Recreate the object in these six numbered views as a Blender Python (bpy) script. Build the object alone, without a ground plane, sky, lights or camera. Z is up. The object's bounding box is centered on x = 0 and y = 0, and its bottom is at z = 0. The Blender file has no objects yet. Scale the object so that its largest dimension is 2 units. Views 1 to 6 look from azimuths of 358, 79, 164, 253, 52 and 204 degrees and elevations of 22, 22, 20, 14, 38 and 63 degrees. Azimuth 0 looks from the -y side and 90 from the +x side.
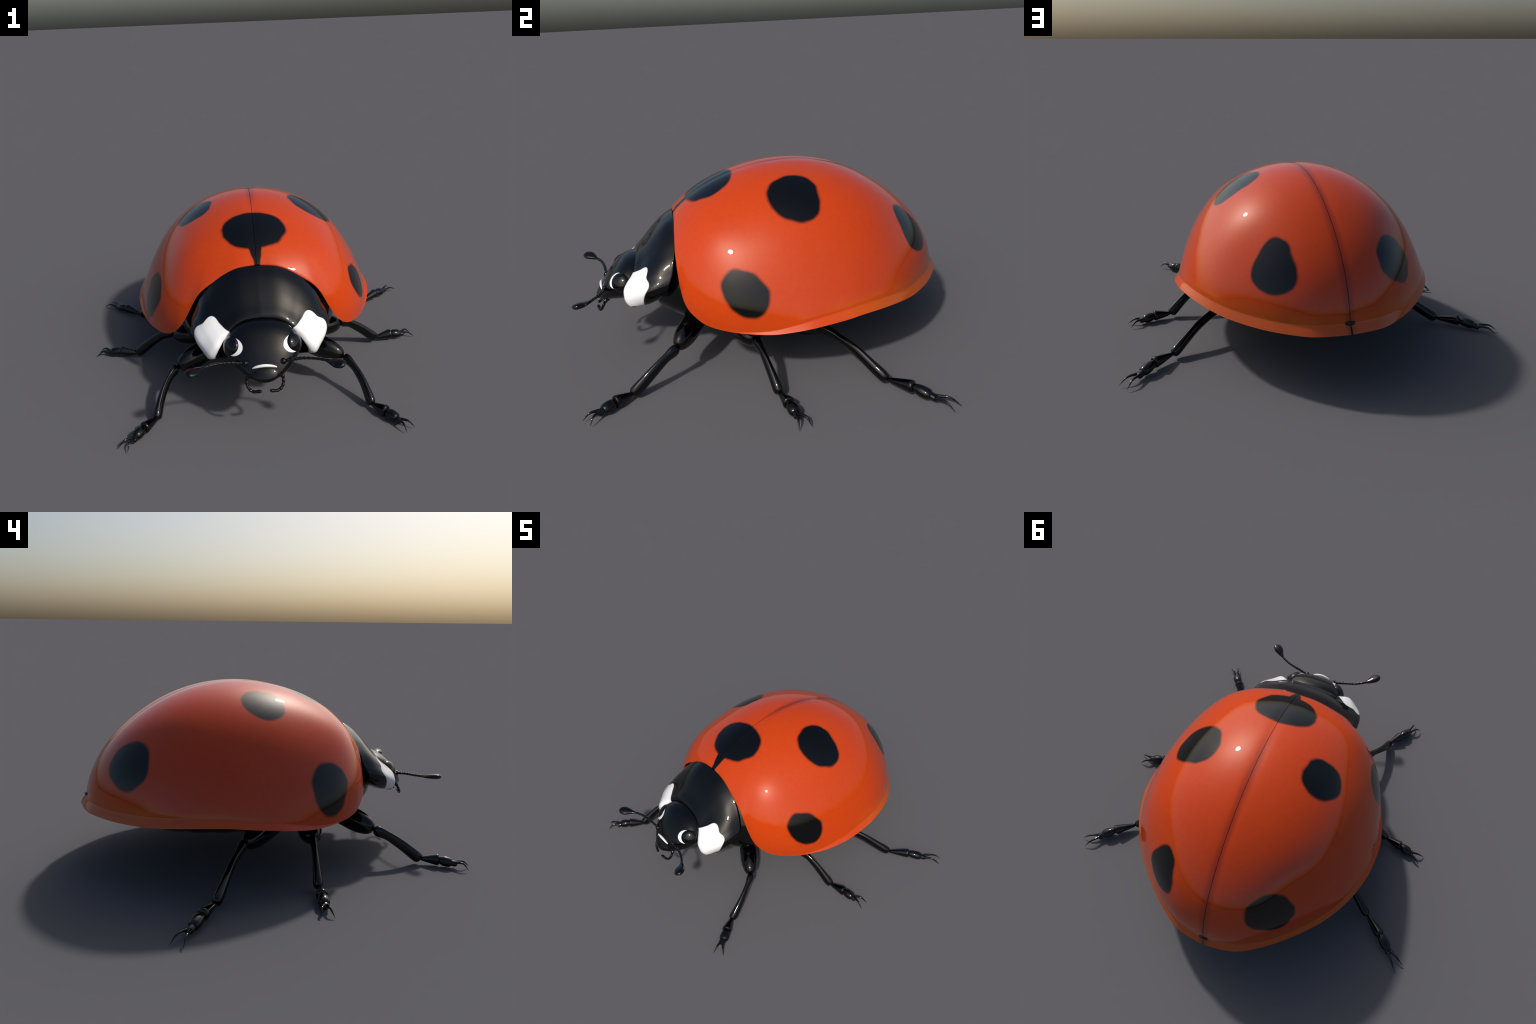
"""Seven-spot ladybird: domed wing cases over a black body, built part by part."""
import math
import bmesh
import bpy
import numpy as np
from mathutils import Matrix, Vector

# ------------------------------------------------------------------ helpers
def spline(P, t):
    """Catmull-Rom through the control points P (n,k), t in 0..1."""
    P = np.asarray(P, float)
    n = len(P)
    Q = np.vstack([2 * P[:1] - P[1:2], P, 2 * P[-1:] - P[-2:-1]])
    x = np.clip(np.asarray(t, float), 0, 1) * (n - 1)
    i = np.minimum(x.astype(int), n - 2)
    f = (x - i)[:, None]
    a, b, c, d = Q[i], Q[i + 1], Q[i + 2], Q[i + 3]
    return .5 * (2 * b + (c - a) * f + (2 * a - 5 * b + 4 * c - d) * f * f + (3 * b - a - 3 * c + d) * f ** 3)


def even(P, n):
    """n points evenly spaced along the spline through P."""
    d = spline(P, np.linspace(0, 1, 800))
    L = np.r_[0, np.cumsum(np.linalg.norm(np.diff(d, axis=0), axis=1))]
    u = np.linspace(0, L[-1], n)
    return np.stack([np.interp(u, L, d[:, k]) for k in range(d.shape[1])], 1)


def smooth01(x):
    x = np.clip(x, 0, 1)
    return x * x * (3 - 2 * x)


def mirror(P):
    return np.asarray(P, float) * [-1, 1, 1]


def make(name, verts, faces, mat, parent=None, sharp=None):
    me = bpy.data.meshes.new(name)
    me.from_pydata([tuple(v) for v in verts], [], faces)
    me.validate()
    me.polygons.foreach_set("use_smooth", [True] * len(me.polygons))
    if sharp:
        me.set_sharp_from_angle(angle=math.radians(sharp))
    me.materials.append(mat)
    me.update()
    ob = bpy.data.objects.new(name, me)
    bpy.context.scene.collection.objects.link(ob)
    ob.parent = parent
    return ob


def outward(verts, faces, inside):
    """Flip the faces as a whole if they look towards the point `inside`."""
    V = np.asarray(verts)
    s = 0.0
    for f in faces:
        p = V[list(f)]
        n = np.cross(p[1] - p[0], p[2] - p[0])
        s += n @ (p.mean(0) - inside)
    return [f[::-1] for f in faces] if s < 0 else faces


def grid_faces(nu, nv, closed_v=False):
    F = []
    for i in range(nu - 1):
        for j in range(nv if closed_v else nv - 1):
            k = (j + 1) % nv
            F.append((i * nv + j, (i + 1) * nv + j, (i + 1) * nv + k, i * nv + k))
    return F


def sweep(path, ra, rb, up=(0, 0, 1), n=28, ring=24, wave=None):
    """Tube along a spline; ra/rb are lists of (t, radius) across / along `up`."""
    C = even(path, n * 4)
    t = (1 - np.cos(np.linspace(0, math.pi, n))) / 2
    t = .35 * np.linspace(0, 1, n) + .65 * t
    C = np.stack([np.interp(t, np.linspace(0, 1, n * 4), C[:, k]) for k in range(3)], 1)

    def radius(r):
        r = np.array(r, float)
        k = spline(r, np.linspace(0, 1, 400))
        o = np.argsort(k[:, 0])
        return np.maximum(np.interp(t, k[o, 0], k[o, 1]), .0003)
    A, B = radius(ra), radius(rb)
    if wave:
        m = 1 + wave[1] * np.cos(2 * math.pi * wave[0] * t) * (t < wave[2])
        A, B = A * m, B * m
    T = np.gradient(C, axis=0)
    T /= np.linalg.norm(T, axis=1)[:, None]
    side = np.cross(T, up)
    side /= np.linalg.norm(side, axis=1)[:, None]
    upv = np.cross(side, T)
    ph = np.linspace(0, 2 * math.pi, ring, endpoint=False)
    V = (C[:, None] + side[:, None] * (A[:, None] * np.cos(ph))[..., None] + upv[:, None] * (B[:, None] * np.sin(ph))[..., None]).reshape(-1, 3)
    F = grid_faces(n, ring, True)
    V = np.vstack([V, C[:1], C[-1:]])
    a, b = len(V) - 2, len(V) - 1
    for j in range(ring):
        k = (j + 1) % ring
        F.append((a, j, k))
        F.append((b, (n - 1) * ring + k, (n - 1) * ring + j))
    # orientation: compare with the axis at mid-length
    p = V[list(F[(n // 2) * ring])]
    if np.cross(p[1] - p[0], p[2] - p[0]) @ (p.mean(0) - C[n // 2]) < 0:
        F = [f[::-1] for f in F]
    return V, F


def ellipsoid(c, r, rot=None, nu=28, nv=40):
    V, c, r = [], np.array(c, float), np.array(r, float)
    th = np.linspace(0, math.pi, nu)
    ph = np.linspace(0, 2 * math.pi, nv, endpoint=False)
    for a in th[1:-1]:
        for b in ph:
            V.append((math.sin(a) * math.cos(b), math.sin(a) * math.sin(b), math.cos(a)))
    V = np.array(V + [(0, 0, 1), (0, 0, -1)]) * r
    F = grid_faces(nu - 2, nv, True)
    a, b = len(V) - 2, len(V) - 1
    for j in range(nv):
        k = (j + 1) % nv
        F += [(a, j, k), (b, (nu - 3) * nv + k, (nu - 3) * nv + j)]
    if rot is not None:
        V = V @ np.array(rot.to_3x3()).T
    V = V + c
    return V, outward(V, F, c)


# ---------------------------------------------------------------- materials
class Nodes:
    def __init__(self, name):
        self.mat = bpy.data.materials.new(name)
        self.mat.use_nodes = True
        self.t = self.mat.node_tree
        self.bsdf = self.t.nodes["Principled BSDF"]
        self.coord = self.t.nodes.new("ShaderNodeTexCoord").outputs["Object"]

    def new(self, kind, **kw):
        n = self.t.nodes.new(kind)
        for k, v in kw.items():
            setattr(n, k, v)
        return n

    def link(self, a, b):
        if hasattr(a, "is_output"):
            self.t.links.new(a, b)
        else:
            b.default_value = a

    def math(self, op, a, b=0.0, c=None, clamp=False):
        n = self.new("ShaderNodeMath", operation=op, use_clamp=clamp)
        self.link(a, n.inputs[0])
        self.link(b, n.inputs[1])
        if c is not None:
            self.link(c, n.inputs[2])
        return n.outputs[0]

    def vec(self, op, a, b=None, scale=None):
        n = self.new("ShaderNodeVectorMath", operation=op)
        self.link(a, n.inputs[0])
        if b is not None:
            self.link(b, n.inputs[1])
        if scale is not None:
            n.inputs["Scale"].default_value = scale
        return n.outputs["Value"] if op in ("LENGTH", "DOT_PRODUCT", "DISTANCE") else n.outputs[0]

    def noise(self, v, scale, detail=2.0, rough=.5, out="Fac"):
        n = self.new("ShaderNodeTexNoise")
        self.link(v, n.inputs["Vector"])
        n.inputs["Scale"].default_value = scale
        n.inputs["Detail"].default_value = detail
        n.inputs["Roughness"].default_value = rough
        return n.outputs[out]

    def ramp(self, v, lo, hi, a=0.0, b=1.0):
        n = self.new("ShaderNodeMapRange", interpolation_type="SMOOTHSTEP")
        for k, x in zip(("Value", "From Min", "From Max", "To Min", "To Max"), (v, lo, hi, a, b)):
            self.link(x, n.inputs[k])
        return n.outputs[0]

    def mix(self, f, a, b):
        n = self.new("ShaderNodeMix", data_type="RGBA")
        self.link(f, n.inputs[0])
        self.link(a, n.inputs[6])
        self.link(b, n.inputs[7])
        return n.outputs[2]

    def polar(self, v, centre, normal, axis, outline, reach=.16, floor=-.16):
        """Distance outside a patch whose outline is r = a0 + a1 cos t + b1 sin t + a2 cos 2t + ..."""
        m = self.new("ShaderNodeMapping", vector_type="TEXTURE")
        self.link(v, m.inputs["Vector"])
        m.inputs["Location"].default_value = centre
        m.inputs["Rotation"].default_value = frame_rotation(normal, axis)
        q = self.new("ShaderNodeSeparateXYZ")
        self.link(m.outputs[0], q.inputs[0])
        x, y, z = q.outputs
        t = self.math("ARCTAN2", y, x)
        r = self.math("SQRT", self.math("ADD", self.math("MULTIPLY", x, x), self.math("MULTIPLY", y, y)))
        edge = outline[0]
        for k in range(1, len(outline)):
            if outline[k]:
                w = self.math("COSINE" if k % 2 else "SINE", self.math("MULTIPLY", t, float((k + 1) // 2)))
                edge = self.math("MULTIPLY_ADD", w, outline[k], edge)
        return self.math("MAXIMUM", self.math("SUBTRACT", r, edge), self.math("MAXIMUM", self.math("SUBTRACT", z, reach), self.math("SUBTRACT", floor, z)))

    def blob(self, v, centre, radii, normal=None, axis=None):
        """Distance from an ellipsoid (1 on its surface), local z along `normal`, local x along `axis`."""
        m = self.new("ShaderNodeMapping", vector_type="TEXTURE")
        self.link(v, m.inputs["Vector"])
        m.inputs["Location"].default_value = centre
        m.inputs["Scale"].default_value = radii
        if normal is not None:
            m.inputs["Rotation"].default_value = frame_rotation(normal, axis)
        return self.vec("LENGTH", m.outputs[0])


def frame_rotation(normal, axis):
    z = Vector(normal).normalized()
    y = z.cross(Vector(axis)).normalized()
    return Matrix((y.cross(z), y, z)).transposed().to_euler()


def gloss(n, rough=.4, coat=1.0, coat_rough=.0, spec=.04):
    b = n.bsdf.inputs
    b["Specular IOR Level"].default_value = spec
    b["Roughness"].default_value = rough
    b["Coat Weight"].default_value = coat
    b["Coat Roughness"].default_value = coat_rough
    b["Coat IOR"].default_value = 1.5
    b["IOR"].default_value = 1.5


BLACK = (.0008, .0008, .0009, 1)
WHITE = (.86, .86, .86, 1)


def black_material(name="black_chitin", rough=.40):
    n = Nodes(name)
    f = n.noise(n.coord, 60, 3)
    n.link(n.mix(f, (.0006, .0006, .0006, 1), (.0012, .0012, .0013, 1)), n.bsdf.inputs["Base Color"])
    gloss(n, rough)
    return n.mat


def wing_material():
    n = Nodes("wing_case_lacquer")
    wob = n.vec("SUBTRACT", n.noise(n.coord, 11, 1.0, .5, "Color"), (.5, .5, .5))
    p = n.vec("ADD", n.coord, n.vec("SCALE", wob, scale=.024))
    # centre, surface normal, outline radius as a few harmonics of the angle round the centre
    spots = [
        ((.332, .097, .780), (.54, -.03, .84), (.130, -.003, .006, .011, 0, .001, .005)),
        ((-.310, .069, .796), (-.49, -.07, .87), (.108, .003, .001, .004, 0, -.002, -.001)),
        ((.541, -.178, .449), (.89, -.31, .34), (.104, .004, 0, .014, .001, -.001, -.002)),
        ((-.544, -.176, .437), (-.90, -.32, .31), (.115, .004, -.005, .005, .010, .004, -.005)),
        ((.287, .681, .558), (.51, .70, .50), (.117, -.001, .008, -.012, .005, .008, .005)),
        ((-.284, .696, .538), (-.53, .71, .47), (.121, -.004, -.001, .004, -.001, .002, .004)),
        ((0, -.227, .794), (0, -.42, .91), (.146, 0, -.017, .016, 0, 0, .002)),
    ]
    d = None
    for c, nor, outline in spots:
        e = n.polar(p, c, nor, (1, 0, 0), outline)
        d = e if d is None else n.math("MINIMUM", d, e)
    spot = n.ramp(d, .0095, -.0095)
    sep = n.new("ShaderNodeSeparateXYZ")
    n.link(p, sep.inputs[0])
    x, y = n.math("ABSOLUTE", sep.outputs[0]), sep.outputs[1]
    w = n.ramp(y, -.425, -.335, .015, .040)
    stalk = n.math("MULTIPLY", n.ramp(n.math("SUBTRACT", x, w), .004, -.004), n.ramp(y, -.30, -.32))
    spot = n.math("MAXIMUM", spot, stalk)
    fine = n.noise(n.coord, 45, 4, .6)
    wide = n.noise(n.coord, 3.5, 2)
    red = n.mix(fine, (.50, .038, .0012, 1), (.585, .056, .0022, 1))
    red = n.mix(n.math("MULTIPLY", wide, .35), red, (.56, .066, .002, 1))
    # paler orange towards the rim of the hind half
    sp = n.new("ShaderNodeSeparateXYZ")
    n.link(n.coord, sp.inputs[0])
    low = n.math("ADD", sp.outputs[2], n.math("MULTIPLY", n.noise(n.coord, 7, 2), .10))
    pale = n.math("MULTIPLY", n.ramp(low, .47, .38), n.ramp(sp.outputs[1], .05, .45))
    red = n.mix(n.math("MULTIPLY", pale, .65), red, (.56, .105, .002, 1))
    # dark wine-red band along the seam, strongest in the middle of the back
    ax = n.math("ABSOLUTE", sp.outputs[0])
    wid = n.math("ADD", .022, n.math("MULTIPLY", n.noise(n.coord, 6, 2), .03))
    seam = n.math("MULTIPLY", n.ramp(n.math("DIVIDE", ax, wid), 1.0, 0.0), n.math("MULTIPLY", n.ramp(sp.outputs[1], -.12, .12), .5))
    red = n.mix(seam, red, (.085, .004, .006, 1))
    n.link(n.mix(spot, red, (.0008, .0008, .0009, 1)), n.bsdf.inputs["Base Color"])
    gloss(n, .40)
    return n.mat


def pronotum_material():
    n = Nodes("pronotum_black_and_white")
    sep = n.new("ShaderNodeSeparateXYZ")
    n.link(n.coord, sep.inputs[0])
    com = n.new("ShaderNodeCombineXYZ")
    n.link(n.math("ABSOLUTE", sep.outputs[0]), com.inputs[0])
    n.link(sep.outputs[1], com.inputs[1])
    n.link(sep.outputs[2], com.inputs[2])
    p = com.outputs[0]
    d = n.polar(p, (.245, -.632, .415), (.60, -.62, .50), (.7, .7, 0),
                (.0971, -.0235, -.0134, .0059, .0123, -.0022, -.0057, .0019, -.0035, .0032, .0058, .0030, -.0012, -.0024, .0016), floor=-.043)
    mark = n.ramp(d, .0025, -.0025)
    n.link(n.mix(mark, BLACK, WHITE), n.bsdf.inputs["Base Color"])
    gloss(n, .40)
    return n.mat


def head_material():
    n = Nodes("head_black_with_pale_marks")
    sep = n.new("ShaderNodeSeparateXYZ")
    n.link(n.coord, sep.inputs[0])
    com = n.new("ShaderNodeCombineXYZ")
    n.link(n.math("ABSOLUTE", sep.outputs[0]), com.inputs[0])
    n.link(sep.outputs[1], com.inputs[1])
    n.link(sep.outputs[2], com.inputs[2])
    d = n.blob(com.outputs[0], (.132, -.723, .403), (.051, .040, .05), (.72, -.52, .46), (-.55, -.83, 0))
    mark = n.ramp(d, 1.03, .97)
    n.link(n.mix(mark, BLACK, WHITE), n.bsdf.inputs["Base Color"])
    gloss(n, .40)
    return n.mat


def white_material():
    n = Nodes("pale_band")
    n.link(n.mix(n.noise(n.coord, 50), WHITE, (.80, .80, .78, 1)), n.bsdf.inputs["Base Color"])
    gloss(n, .40)
    return n.mat


CHITIN = black_material()
EYE = black_material("eye_black", .3)

# --------------------------------------------------------------------- root
root = bpy.data.objects.new("ladybird", None)
bpy.context.scene.collection.objects.link(root)
root["label"] = "glossy red ladybird beetle with seven black spots standing on six legs"
root["category"] = "ladybird beetle"

# --------------------------------------------------------------- wing cases
RIM = [(0, -.426, .680), (.11, -.431, .664), (.24, -.443, .592), (.301, -.446, .536), (.357, -.442, .435), (.400, -.428, .366),
       (.442, -.393, .320), (.495, -.337, .291), (.565, -.235, .281), (.625, -.1, .279), (.655, 0, .289), (.672, .1, .303),
       (.668, .236, .318), (.655, .31, .325), (.625, .408, .324), (.57, .52, .315), (.505, .611, .303), (.425, .697, .295),
       (.34, .774, .291), (.253, .838, .291), (.175, .883, .292), (.1, .904, .294), (0, .916, .295)]
CROWN = np.array([0, .12, .882])
HEART = np.array([0, .15, .28])      # the dome is star-shaped about this point
# radius of the dome along a unit direction (dx, dy, dz): smooth sum of c * dx^i * dy^j * dz^k
DOME = {(0, 0, 0): .4063, (0, 0, 1): .2003, (0, 1, 0): .4788, (0, 1, 1): -.4911, (0, 2, 0): .2060, (0, 2, 1): -.0177,
        (0, 3, 0): -.5749, (0, 3, 1): .2937, (0, 4, 0): -.0520, (0, 4, 1): .0977, (0, 5, 0): .1712, (0, 5, 1): -.0840,
        (0, 6, 0): .1042, (2, 0, 0): .4451, (2, 0, 1): -.3098, (2, 1, 0): -.4736, (2, 1, 1): .2417, (2, 2, 0): .0162,
        (2, 2, 1): -.0488, (2, 3, 0): -.1177, (2, 3, 1): .4898, (2, 4, 0): .0387, (4, 0, 0): -.1435, (4, 0, 1): -.0238,
        (4, 1, 0): .0475, (4, 1, 1): .0098, (4, 2, 0): -.1782, (6, 0, 0): -.0474}


def dome_radius(d):
    return sum(c * d[..., 0] ** i * d[..., 1] ** j * d[..., 2] ** k for (i, j, k), c in DOME.items())


def wing_surface(nu=140, ns=60):
    rim = even(RIM, nu)
    lip = smooth01((rim[:, 1] + .29) / .46)[:, None]
    high = lip * (.032 + .018 * smooth01(rim[:, 1:2] / .7))
    out = rim[:, :2] - CROWN[:2]
    out /= np.linalg.norm(out, axis=1)[:, None]
    inset = lip * (.026 - .005 * smooth01((rim[:, 1:2] - .25) / .3) + .006 * smooth01((rim[:, 1:2] - .80) / .1))
    base = rim.copy()
    base[:, :2] -= out * inset
    base[:, 2:] += high
    rb = np.linalg.norm(base - HEART, axis=1)
    db = (base - HEART) / rb[:, None]
    a = (CROWN - HEART) / np.linalg.norm(CROWN - HEART)
    om = np.arccos(db @ a)[:, None]
    t = np.r_[0, np.linspace(.03, 1, ns - 1)][None]
    d = (np.sin((1 - t) * om)[..., None] * a + np.sin(t * om)[..., None] * db[:, None]) / np.sin(om)[..., None]
    r = dome_radius(d)
    r = r * (1 + (rb / r[:, -1] - 1)[:, None] * t ** 9)
    P = HEART + d * r[..., None]
    # fuller front shoulder, flatter hind flank
    for centre, size, lift in (((.33, -.29, .655), .15, .014), ((.36, .60, .60), .16, -.012)):
        w = np.exp(-(((P - centre) / size) ** 2).sum(2)) * (1 - t ** 12)
        P += d * (w * lift)[..., None]
    # the two cases round off towards the seam, which lies in a shallow valley
    P -= d * (.0022 * np.exp(-(P[..., 0] / .03) ** 2) * np.clip(1.15 - t ** 4, 0, 1))[..., None]
    # flared lip below the groove
    rows = []
    for f, o, h in ((.10, .02, .88), (.22, .10, .78), (.45, .42, .52), (.75, .78, .22), (1, 1, 0)):
        q = rim.copy()
        q[:, :2] -= out * inset * (1 - o)
        q[:, 2:] += high * h
        # where there is no lip keep a tiny hem so the rows stay distinct
        q[:, 2:] -= .004 * f * (1 - lip)
        rows.append(q)
    P = np.concatenate([P] + [q[:, None] for q in rows], 1)
    return P


def wing_case(side, mat):
    """One wing case: outer skin, inner skin 12 mm below it, closed along rim and seam."""
    P = wing_surface()
    nu, ns = P.shape[:2]
    gap = .0010
    P[..., 0] += gap * np.clip(1 - P[..., 0] / .06, 0, 1)
    # the two lips part a little at the tail
    t = smooth01((P[..., 1] - .886) / .03) * smooth01((.03 - P[..., 0]) / .03)
    P[..., 0] += (.006 if side < 0 else .003) * t
    d = np.array([.25, .15, .45]) - P
    Q = P + d / np.linalg.norm(d, axis=2)[..., None] * .012
    V, F, m = [], [], nu * (ns - 1) + 1
    for S in (P, Q):
        V += [S[:, 1:].reshape(-1, 3), S[:1, 0]]
    V = np.vstack(V)
    at = lambda k, i, j: k * m + (i * (ns - 1) + j - 1 if j > 0 else m - 1)
    for k in (0, 1):
        for i in range(nu - 1):
            F.append((at(k, 0, 0), at(k, i + 1, 1), at(k, i, 1)))
            F += [(at(k, i, j), at(k, i + 1, j), at(k, i + 1, j + 1), at(k, i, j + 1)) for j in range(1, ns - 1)]
    F += [(at(0, i, ns - 1), at(0, i + 1, ns - 1), at(1, i + 1, ns - 1), at(1, i, ns - 1)) for i in range(nu - 1)]
    for i in (0, nu - 1):
        F += [(at(0, i, j), at(0, i, j + 1), at(1, i, j + 1), at(1, i, j)) for j in range(ns - 1)]
    if side < 0:
        V = mirror(V)
    ob = make("wing_case", V, F, mat, root)
    bm = bmesh.new()
    bm.from_mesh(ob.data)
    bmesh.ops.recalc_face_normals(bm, faces=bm.faces)
    bm.to_mesh(ob.data)
    bm.free()
    ob.data.polygons.foreach_set("use_smooth", [True] * len(ob.data.polygons))
    ob.data.set_sharp_from_angle(angle=math.radians(62))
    return ob


WING = wing_material()
wing_case(1, WING)
wing_case(-1, WING)


# ----------------------------------------------------------------- pronotum
REAR = [(0, -.430, .674), (.09, -.431, .667), (.155, -.434, .642), (.213, -.439, .605), (.254, -.446, .565), (.287, -.457, .523),
        (.309, -.467, .477), (.328, -.488, .432), (.310, -.495, .398), (.235, -.488, .352), (.13, -.48, .318), (.06, -.48, .306), (0, -.48, .304)]
FRONT = [(0, -.627, .490), (.069, -.629, .482), (.112, -.636, .465), (.147, -.648, .437), (.168, -.664, .420), (.188, -.682, .404),
         (.207, -.697, .379), (.226, -.694, .340), (.236, -.680, .321), (.212, -.658, .309), (.15, -.64, .300), (.08, -.63, .296), (0, -.63, .294)]
BULGE = [.014, .015, .015, .016, .018, .022, .031, .040, .028, 0, 0, 0, 0]


def pronotum():
    R, F = np.array(REAR), np.array(FRONT)
    b = np.array(BULGE)[:, None]
    puff = np.array([.003, .003, .004, .004, .004, .003, .002, 0, 0, 0, 0, 0, 0])[:, None]   # fuller behind, next to the wing cases
    nor = np.cross(np.gradient(R + F, axis=0), F - R)
    nor /= np.linalg.norm(nor, axis=1)[:, None]
    mid = (R + F) / 2
    nor[(nor * (mid - [0, -.56, .42])).sum(1) < 0] *= -1
    nor[0, 0] = 0
    ax = np.array([0, -.52, .44])
    fw = (F - R) / np.linalg.norm(F - R, axis=1)[:, None]
    def inw(q, k):
        c = ax - q
        return c / np.linalg.norm(c, axis=1)[:, None] * k
    cols = [R + inw(R, .05) + fw * .004, R + inw(R, .018) - fw * .001, R, R + fw * .012 + nor * b * .25,
            R * .75 + F * .25 + nor * (b * .78 + puff), mid + nor * (b + puff * .45), R * .25 + F * .75 + nor * b * .80,
            F - fw * .016 + nor * b * .45 + nor * .004, F, F + inw(F, .02) - fw * .004, F + inw(F, .04) - fw * .03]
    C = np.stack(cols, 1)
    nu, nv = 90, 80
    D = np.stack([spline(C[:, k], np.linspace(0, 1, nu)) for k in range(C.shape[1])], 1)
    D = np.stack([spline(D[i], np.linspace(0, 1, nv)) for i in range(nu)])
    D[0, :, 0] = D[-1, :, 0] = 0
    full = np.concatenate([D, (D * [-1, 1, 1])[-2:0:-1]], 0)
    n = len(full)
    V = full.reshape(-1, 3)
    Fa = [(i * nv + j, ((i + 1) % n) * nv + j, ((i + 1) % n) * nv + j + 1, i * nv + j + 1) for i in range(n) for j in range(nv - 1)]
    Fa = outward(V, Fa, np.array([0, -.54, .42]))
    return make("pronotum", V, Fa, pronotum_material(), root)


pronotum()

# ----------------------------------------------------- thorax and abdomen
# stations along the body: y, half width, z of the belly, z of the back
BODY = [(-.640, .02, .33, .36), (-.625, .10, .305, .42), (-.57, .19, .275, .48), (-.50, .285, .232, .55), (-.42, .35, .190, .62), (-.30, .40, .162, .63),
        (-.10, .455, .142, .60), (.10, .48, .133, .60), (.30, .475, .142, .58), (.50, .425, .162, .52), (.66, .335, .198, .46),
        (.78, .225, .240, .40), (.85, .12, .275, .36), (.88, .02, .31, .33)]


def body():
    n, ring = 110, 72
    S = spline(np.array(BODY), np.linspace(0, 1, n))
    ph = np.linspace(0, 2 * math.pi, ring, endpoint=False)
    V = []
    for y, w, zb, zt in S:
        zm = min(.33, (zb + zt) / 2 + .02) if y > -.55 else (zb + zt) / 2
        for a in ph:
            c, s = math.cos(a), math.sin(a)
            V.append((w * math.copysign(abs(c) ** .9, c), y, zm + s * ((zt - zm) if s > 0 else (zm - zb))))
    V = np.array(V)
    # shallow sternite furrows across the underside of the abdomen
    y, low = V[:, 1], np.clip((.33 - V[:, 2]) / .1, 0, 1)
    V[:, 2] += .005 * low * np.exp(-((((y - .15) / .12) % 1 - .5) / .12) ** 2) * (y > .15) * (y < .80)
    F = grid_faces(n, ring, True)
    V = np.vstack([V, [(0, BODY[0][0] - .002, .345), (0, BODY[-1][0] + .002, .32)]])
    for j in range(ring):
        k = (j + 1) % ring
        F += [(len(V) - 2, j, k), (len(V) - 1, (n - 1) * ring + k, (n - 1) * ring + j)]
    F = outward(V, F, np.array([0, .1, .32]))
    whole = make("body_whole", V, F, CHITIN)
    N = np.array([v.normal[:] for v in whole.data.vertices])
    bpy.data.objects.remove(whole)
    for name, lo, hi in (("thorax", -9, .05), ("abdomen", .05, 9)):
        fs = [f for f in F if lo <= V[list(f), 1].mean() < hi]
        idx = sorted({i for f in fs for i in f})
        at = {i: k for k, i in enumerate(idx)}
        ob = make(name, V[idx], [tuple(at[i] for i in f) for f in fs], CHITIN, root)
        ob.data.normals_split_custom_set_from_vertices([tuple(q) for q in N[idx]])


body()
# the last abdominal plate peeps out between the wing cases at the tail
V, F = ellipsoid((0, .889, .338), (.023, .0085, .0105), nu=16, nv=24)
V[:, 0] *= 1 + .45 * np.clip((V[:, 2] - .338) / .012, 0, 1)
make("pygidium", V, F, CHITIN, root)

# --------------------------------------------------------------------- head
# stations from nape to mouth: y, half width, crown z, chin z
HEAD = [(-.585, .10, .46, .31), (-.60, .145, .484, .30), (-.64, .168, .489, .294), (-.68, .176, .480, .290), (-.71, .172, .463, .288),
        (-.74, .158, .437, .287), (-.77, .135, .405, .285), (-.795, .110, .372, .283), (-.812, .088, .346, .281), (-.825, .064, .322, .280), (-.833, .034, .304, .284), (-.835, .006, .297, .29)]


def head():
    n, ring = 90, 80
    S = spline(np.array(HEAD), np.linspace(0, 1, n))
    ph = np.linspace(0, 2 * math.pi, ring, endpoint=False)
    V = []
    for y, w, zt, zb in S:
        zm = zb + (zt - zb) * .48
        for a in ph:
            c, s = math.cos(a), math.sin(a)
            V.append((w * math.copysign(abs(c) ** .88, c), y, zm + math.copysign(abs(s) ** .95, s) * ((zt - zm) if s > 0 else (zm - zb))))
    V = np.array(V)
    F = grid_faces(n, ring, True)
    V = np.vstack([V, [(0, HEAD[0][0], .38), (0, HEAD[-1][0], .294)]])
    for j in range(ring):
        k = (j + 1) % ring
        F += [(len(V) - 2, j, k), (len(V) - 1, (n - 1) * ring + k, (n - 1) * ring + j)]
    F = outward(V, F, np.array([0, -.70, .37]))
    return make("head", V, F, head_material(), root)


HEADOB = head()
V, F = ellipsoid((0, -.815, .315), (.066, .019, .044), Matrix.Rotation(math.radians(-42), 4, "X"))
make("labrum", V, F, CHITIN, HEADOB)
V, F = sweep([(-.062, -.808, .334), (-.038, -.814, .347), (0, -.816, .353), (.038, -.814, .347), (.062, -.808, .334)],
             [(0, .001), (.2, .0055), (.5, .0072), (.8, .0055), (1, .001)], [(0, .001), (.2, .0055), (.5, .0072), (.8, .0055), (1, .001)], ring=14)
make("lip_band", V, F, white_material(), HEADOB)

EYE_FRAME = frame_rotation((.72, -.52, .46), (-.55, -.83, 0)).to_matrix().to_4x4()

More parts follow.
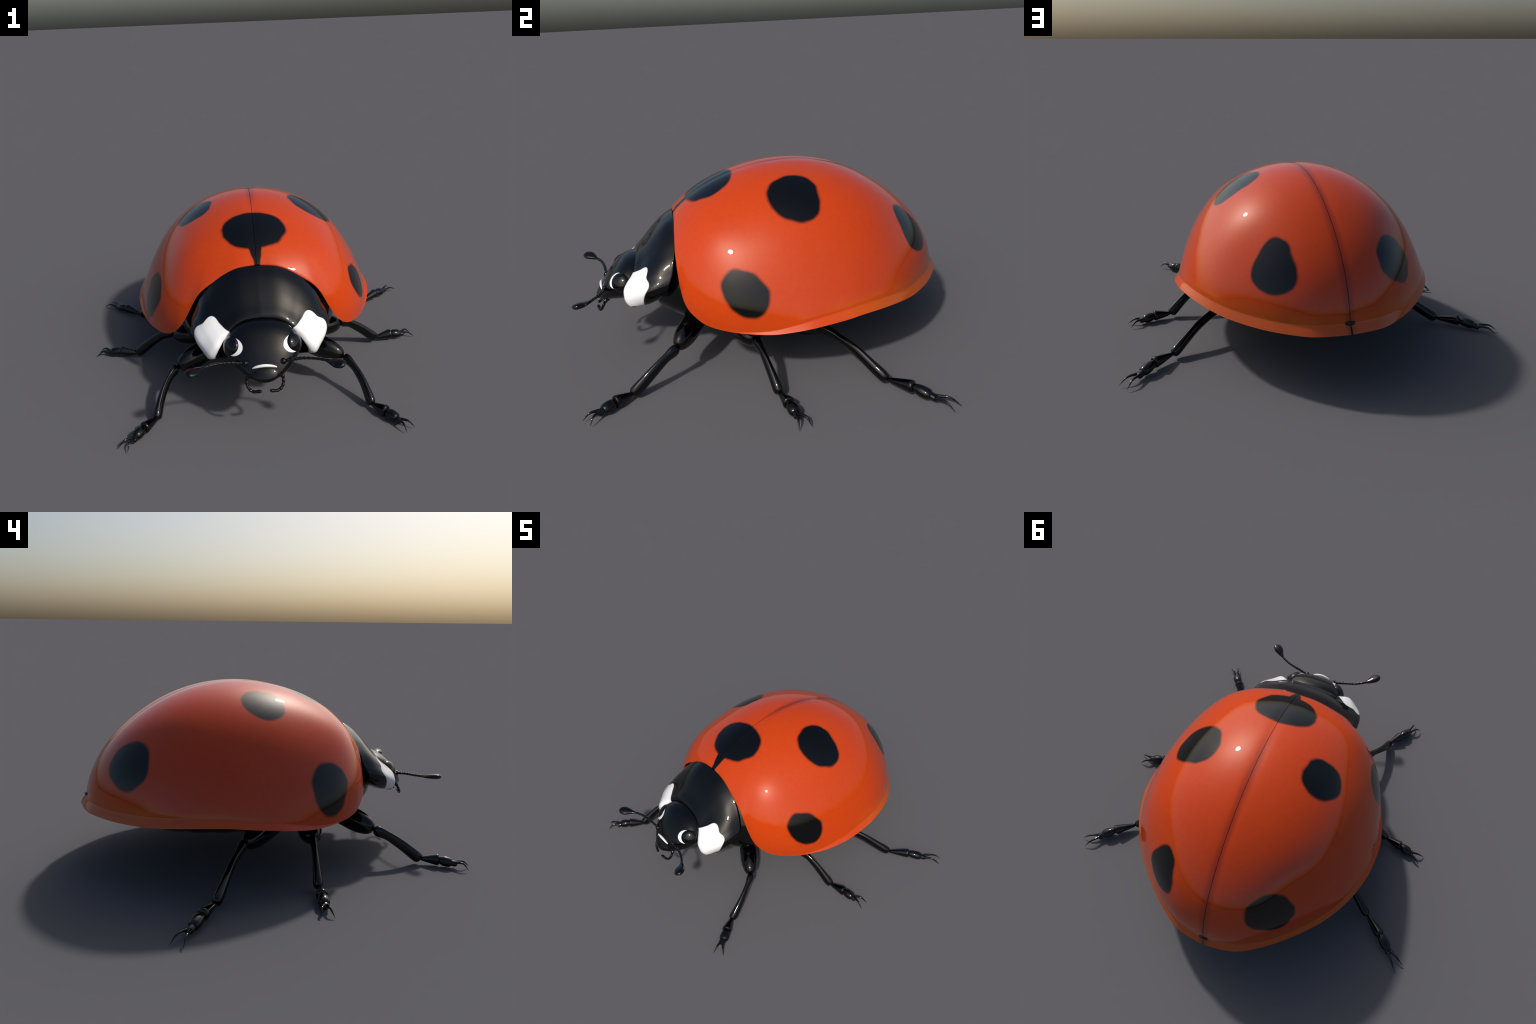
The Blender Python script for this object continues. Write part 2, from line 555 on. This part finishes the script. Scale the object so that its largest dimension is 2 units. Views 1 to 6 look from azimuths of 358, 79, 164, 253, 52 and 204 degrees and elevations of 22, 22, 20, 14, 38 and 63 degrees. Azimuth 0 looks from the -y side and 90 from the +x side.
for s in (1, -1):
    m = np.array([s, 1, 1])
    fl = (lambda F: F) if s > 0 else (lambda F: [f[::-1] for f in F])
    V, F = ellipsoid((.145, -.710, .399), (.050, .047, .026), EYE_FRAME)
    make("eye", V * m, fl(F), EYE, HEADOB)
    # antenna: round socket joint, beaded stem, flattened club
    V, F = sweep([(.086, -.790, .356), (.125, -.797, .364), (.168, -.804, .372), (.211, -.815, .376), (.252, -.834, .379), (.282, -.855, .381), (.312, -.884, .386), (.341, -.912, .391)],
                 [(0, .008), (.05, .0072), (.3, .0068), (.6, .0068), (.68, .0085), (.77, .019), (.87, .0285), (.96, .022), (.995, .008), (1, .0005)],
                 [(0, .008), (.05, .0072), (.3, .0068), (.6, .0066), (.68, .0075), (.77, .0110), (.87, .0140), (.96, .012), (.995, .004), (1, .0005)],
                 up=(0, -.3, 1), n=120, ring=18, wave=(15, .14, .66))
    ant = make("antenna", V * m, fl(F), CHITIN, HEADOB)
    V, F = ellipsoid((.086, -.792, .356), (.015, .015, .015), nu=16, nv=20)
    make("antenna_socket", V * m, fl(F), CHITIN, HEADOB)
    # palp: hooked feeler under the mouth
    V, F = sweep([(.066, -.775, .300), (.078, -.797, .290), (.083, -.813, .265), (.074, -.826, .243), (.056, -.835, .233), (.036, -.841, .236), (.018, -.846, .241)],
                 [(0, .013), (.2, .011), (.3, .0075), (.6, .007), (.8, .0072), (.92, .008), (.985, .005), (1, .0005)],
                 [(0, .013), (.2, .011), (.3, .0075), (.6, .007), (.8, .0072), (.92, .008), (.985, .005), (1, .0005)],
                 up=(0, 1, .3), n=80, ring=16, wave=(8, .12, .85))
    make("palp", V * m, fl(F), CHITIN, HEADOB)

# --------------------------------------------------------------------- legs
LEGS = [
    dict(femur=[(.17, -.33, .235), (.30, -.41, .215), (.424, -.487, .177)], fr=(.050, .060),
         tibia=[(.422, -.486, .172), (.438, -.502, .167), (.466, -.550, .145), (.493, -.607, .106), (.512, -.666, .058), (.521, -.706, .022)],
         joints=[(.525, -.710, .030), (.573, -.777, .036), (.606, -.821, .029), (.617, -.846, .024)],
         claws=[[(.608, -.838, .028), (.625, -.878, .033), (.633, -.911, .007)], [(.620, -.834, .028), (.653, -.861, .034), (.680, -.877, .007)]]),
    dict(femur=[(.22, -.19, .20), (.35, -.165, .195), (.470, -.138, .176)], fr=(.060, .058),
         tibia=[(.465, -.138, .178), (.490, -.131, .176), (.540, -.119, .156), (.596, -.105, .116), (.653, -.090, .066), (.696, -.078, .023)],
         joints=[(.703, -.077, .030), (.788, -.059, .037), (.840, -.046, .028), (.864, -.042, .023)],
         claws=[[(.855, -.048, .026), (.894, -.049, .030), (.933, -.056, .002)], [(.855, -.036, .026), (.888, -.014, .030), (.920, .002, .002)]]),
    dict(femur=[(.20, -.09, .205), (.325, .07, .192), (.437, .188, .172)], fr=(.050, .064),
         tibia=[(.430, .186, .172), (.455, .204, .170), (.513, .246, .152), (.589, .299, .123), (.666, .352, .075), (.735, .402, .028)],
         joints=[(.741, .406, .036), (.830, .477, .045), (.884, .524, .032), (.908, .548, .025)],
         claws=[[(.895, .543, .028), (.934, .592, .034), (.964, .629, .007)], [(.907, .533, .028), (.957, .562, .034), (.998, .582, .008)]]),
]


def longer(p, a, b):
    """Extend the segment p0-p1 by a before its start and b past its end."""
    p0, p1 = np.array(p[0]), np.array(p[1])
    d = (p1 - p0) / np.linalg.norm(p1 - p0)
    return [p0 - d * a, (p0 + p1) / 2, p1 + d * b]


for spec in LEGS:
    for s in (1, -1):
        m = np.array([s, 1, 1])
        fl = (lambda F: F) if s > 0 else (lambda F: [f[::-1] for f in F])

        def part(name, parent, path, ra, rb, **kw):
            V, F = sweep(path, ra, rb, **kw)
            return make(name, V * m, fl(F), CHITIN, parent)
        shin = [(x, y, z - (.006, .006, .007, .007, .006, .003)[k]) for k, (x, y, z) in enumerate(spec["tibia"])]
        thigh = [(x, y, z - dz) for (x, y, z), dz in zip(spec["femur"], (.012, .016, .010))]
        a, b = spec["fr"]
        prof = [(0, .6), (.15, .82), (.45, 1), (.7, .98), (.88, .74), (.97, .42), (1, .02)]
        leg = part("leg", root, thigh, [(t, a * k) for t, k in prof], [(t, b * k) for t, k in prof], n=36)
        part("tibia", leg, shin,
             [(0, .002), (.03, .018), (.10, .020), (.25, .0145), (.45, .0155), (.7, .019), (.90, .0225), (.97, .0175), (1, .001)],
             [(0, .002), (.03, .021), (.10, .028), (.25, .0235), (.45, .0255), (.7, .0275), (.90, .0285), (.97, .022), (1, .001)], n=48)
        J = [(x, y, z - .004) for x, y, z in spec["joints"]]
        # three bell-shaped foot segments, each seated in the mouth of the one before
        part("tarsus_segment", leg, longer(J[0:2], .006, .004),
             [(0, .006), (.06, .011), (.4, .0185), (.78, .0255), (.90, .0265), (.97, .021), (1, .002)],
             [(0, .006), (.06, .011), (.4, .0195), (.78, .0275), (.90, .0290), (.97, .023), (1, .002)], n=34)
        part("tarsus_segment", leg, longer(J[1:3], .008, .008),
             [(0, .008), (.10, .0165), (.4, .0245), (.72, .0265), (.90, .0235), (.97, .018), (1, .002)],
             [(0, .008), (.10, .0165), (.4, .0245), (.72, .0250), (.90, .0215), (.97, .016), (1, .002)], n=34)
        part("tarsus_segment", leg, longer(J[2:4], .010, .006),
             [(0, .006), (.2, .0160), (.6, .0185), (.85, .0180), (.97, .011), (1, .001)],
             [(0, .006), (.2, .0140), (.6, .0150), (.85, .0135), (.97, .008), (1, .001)], n=26)
        for c in spec["claws"]:
            part("claw", leg, c, [(0, .003), (.06, .0080), (.25, .0066), (.6, .0042), (1, .0006)],
                 [(0, .003), (.06, .0080), (.25, .0066), (.6, .0042), (1, .0006)], n=26, ring=14)
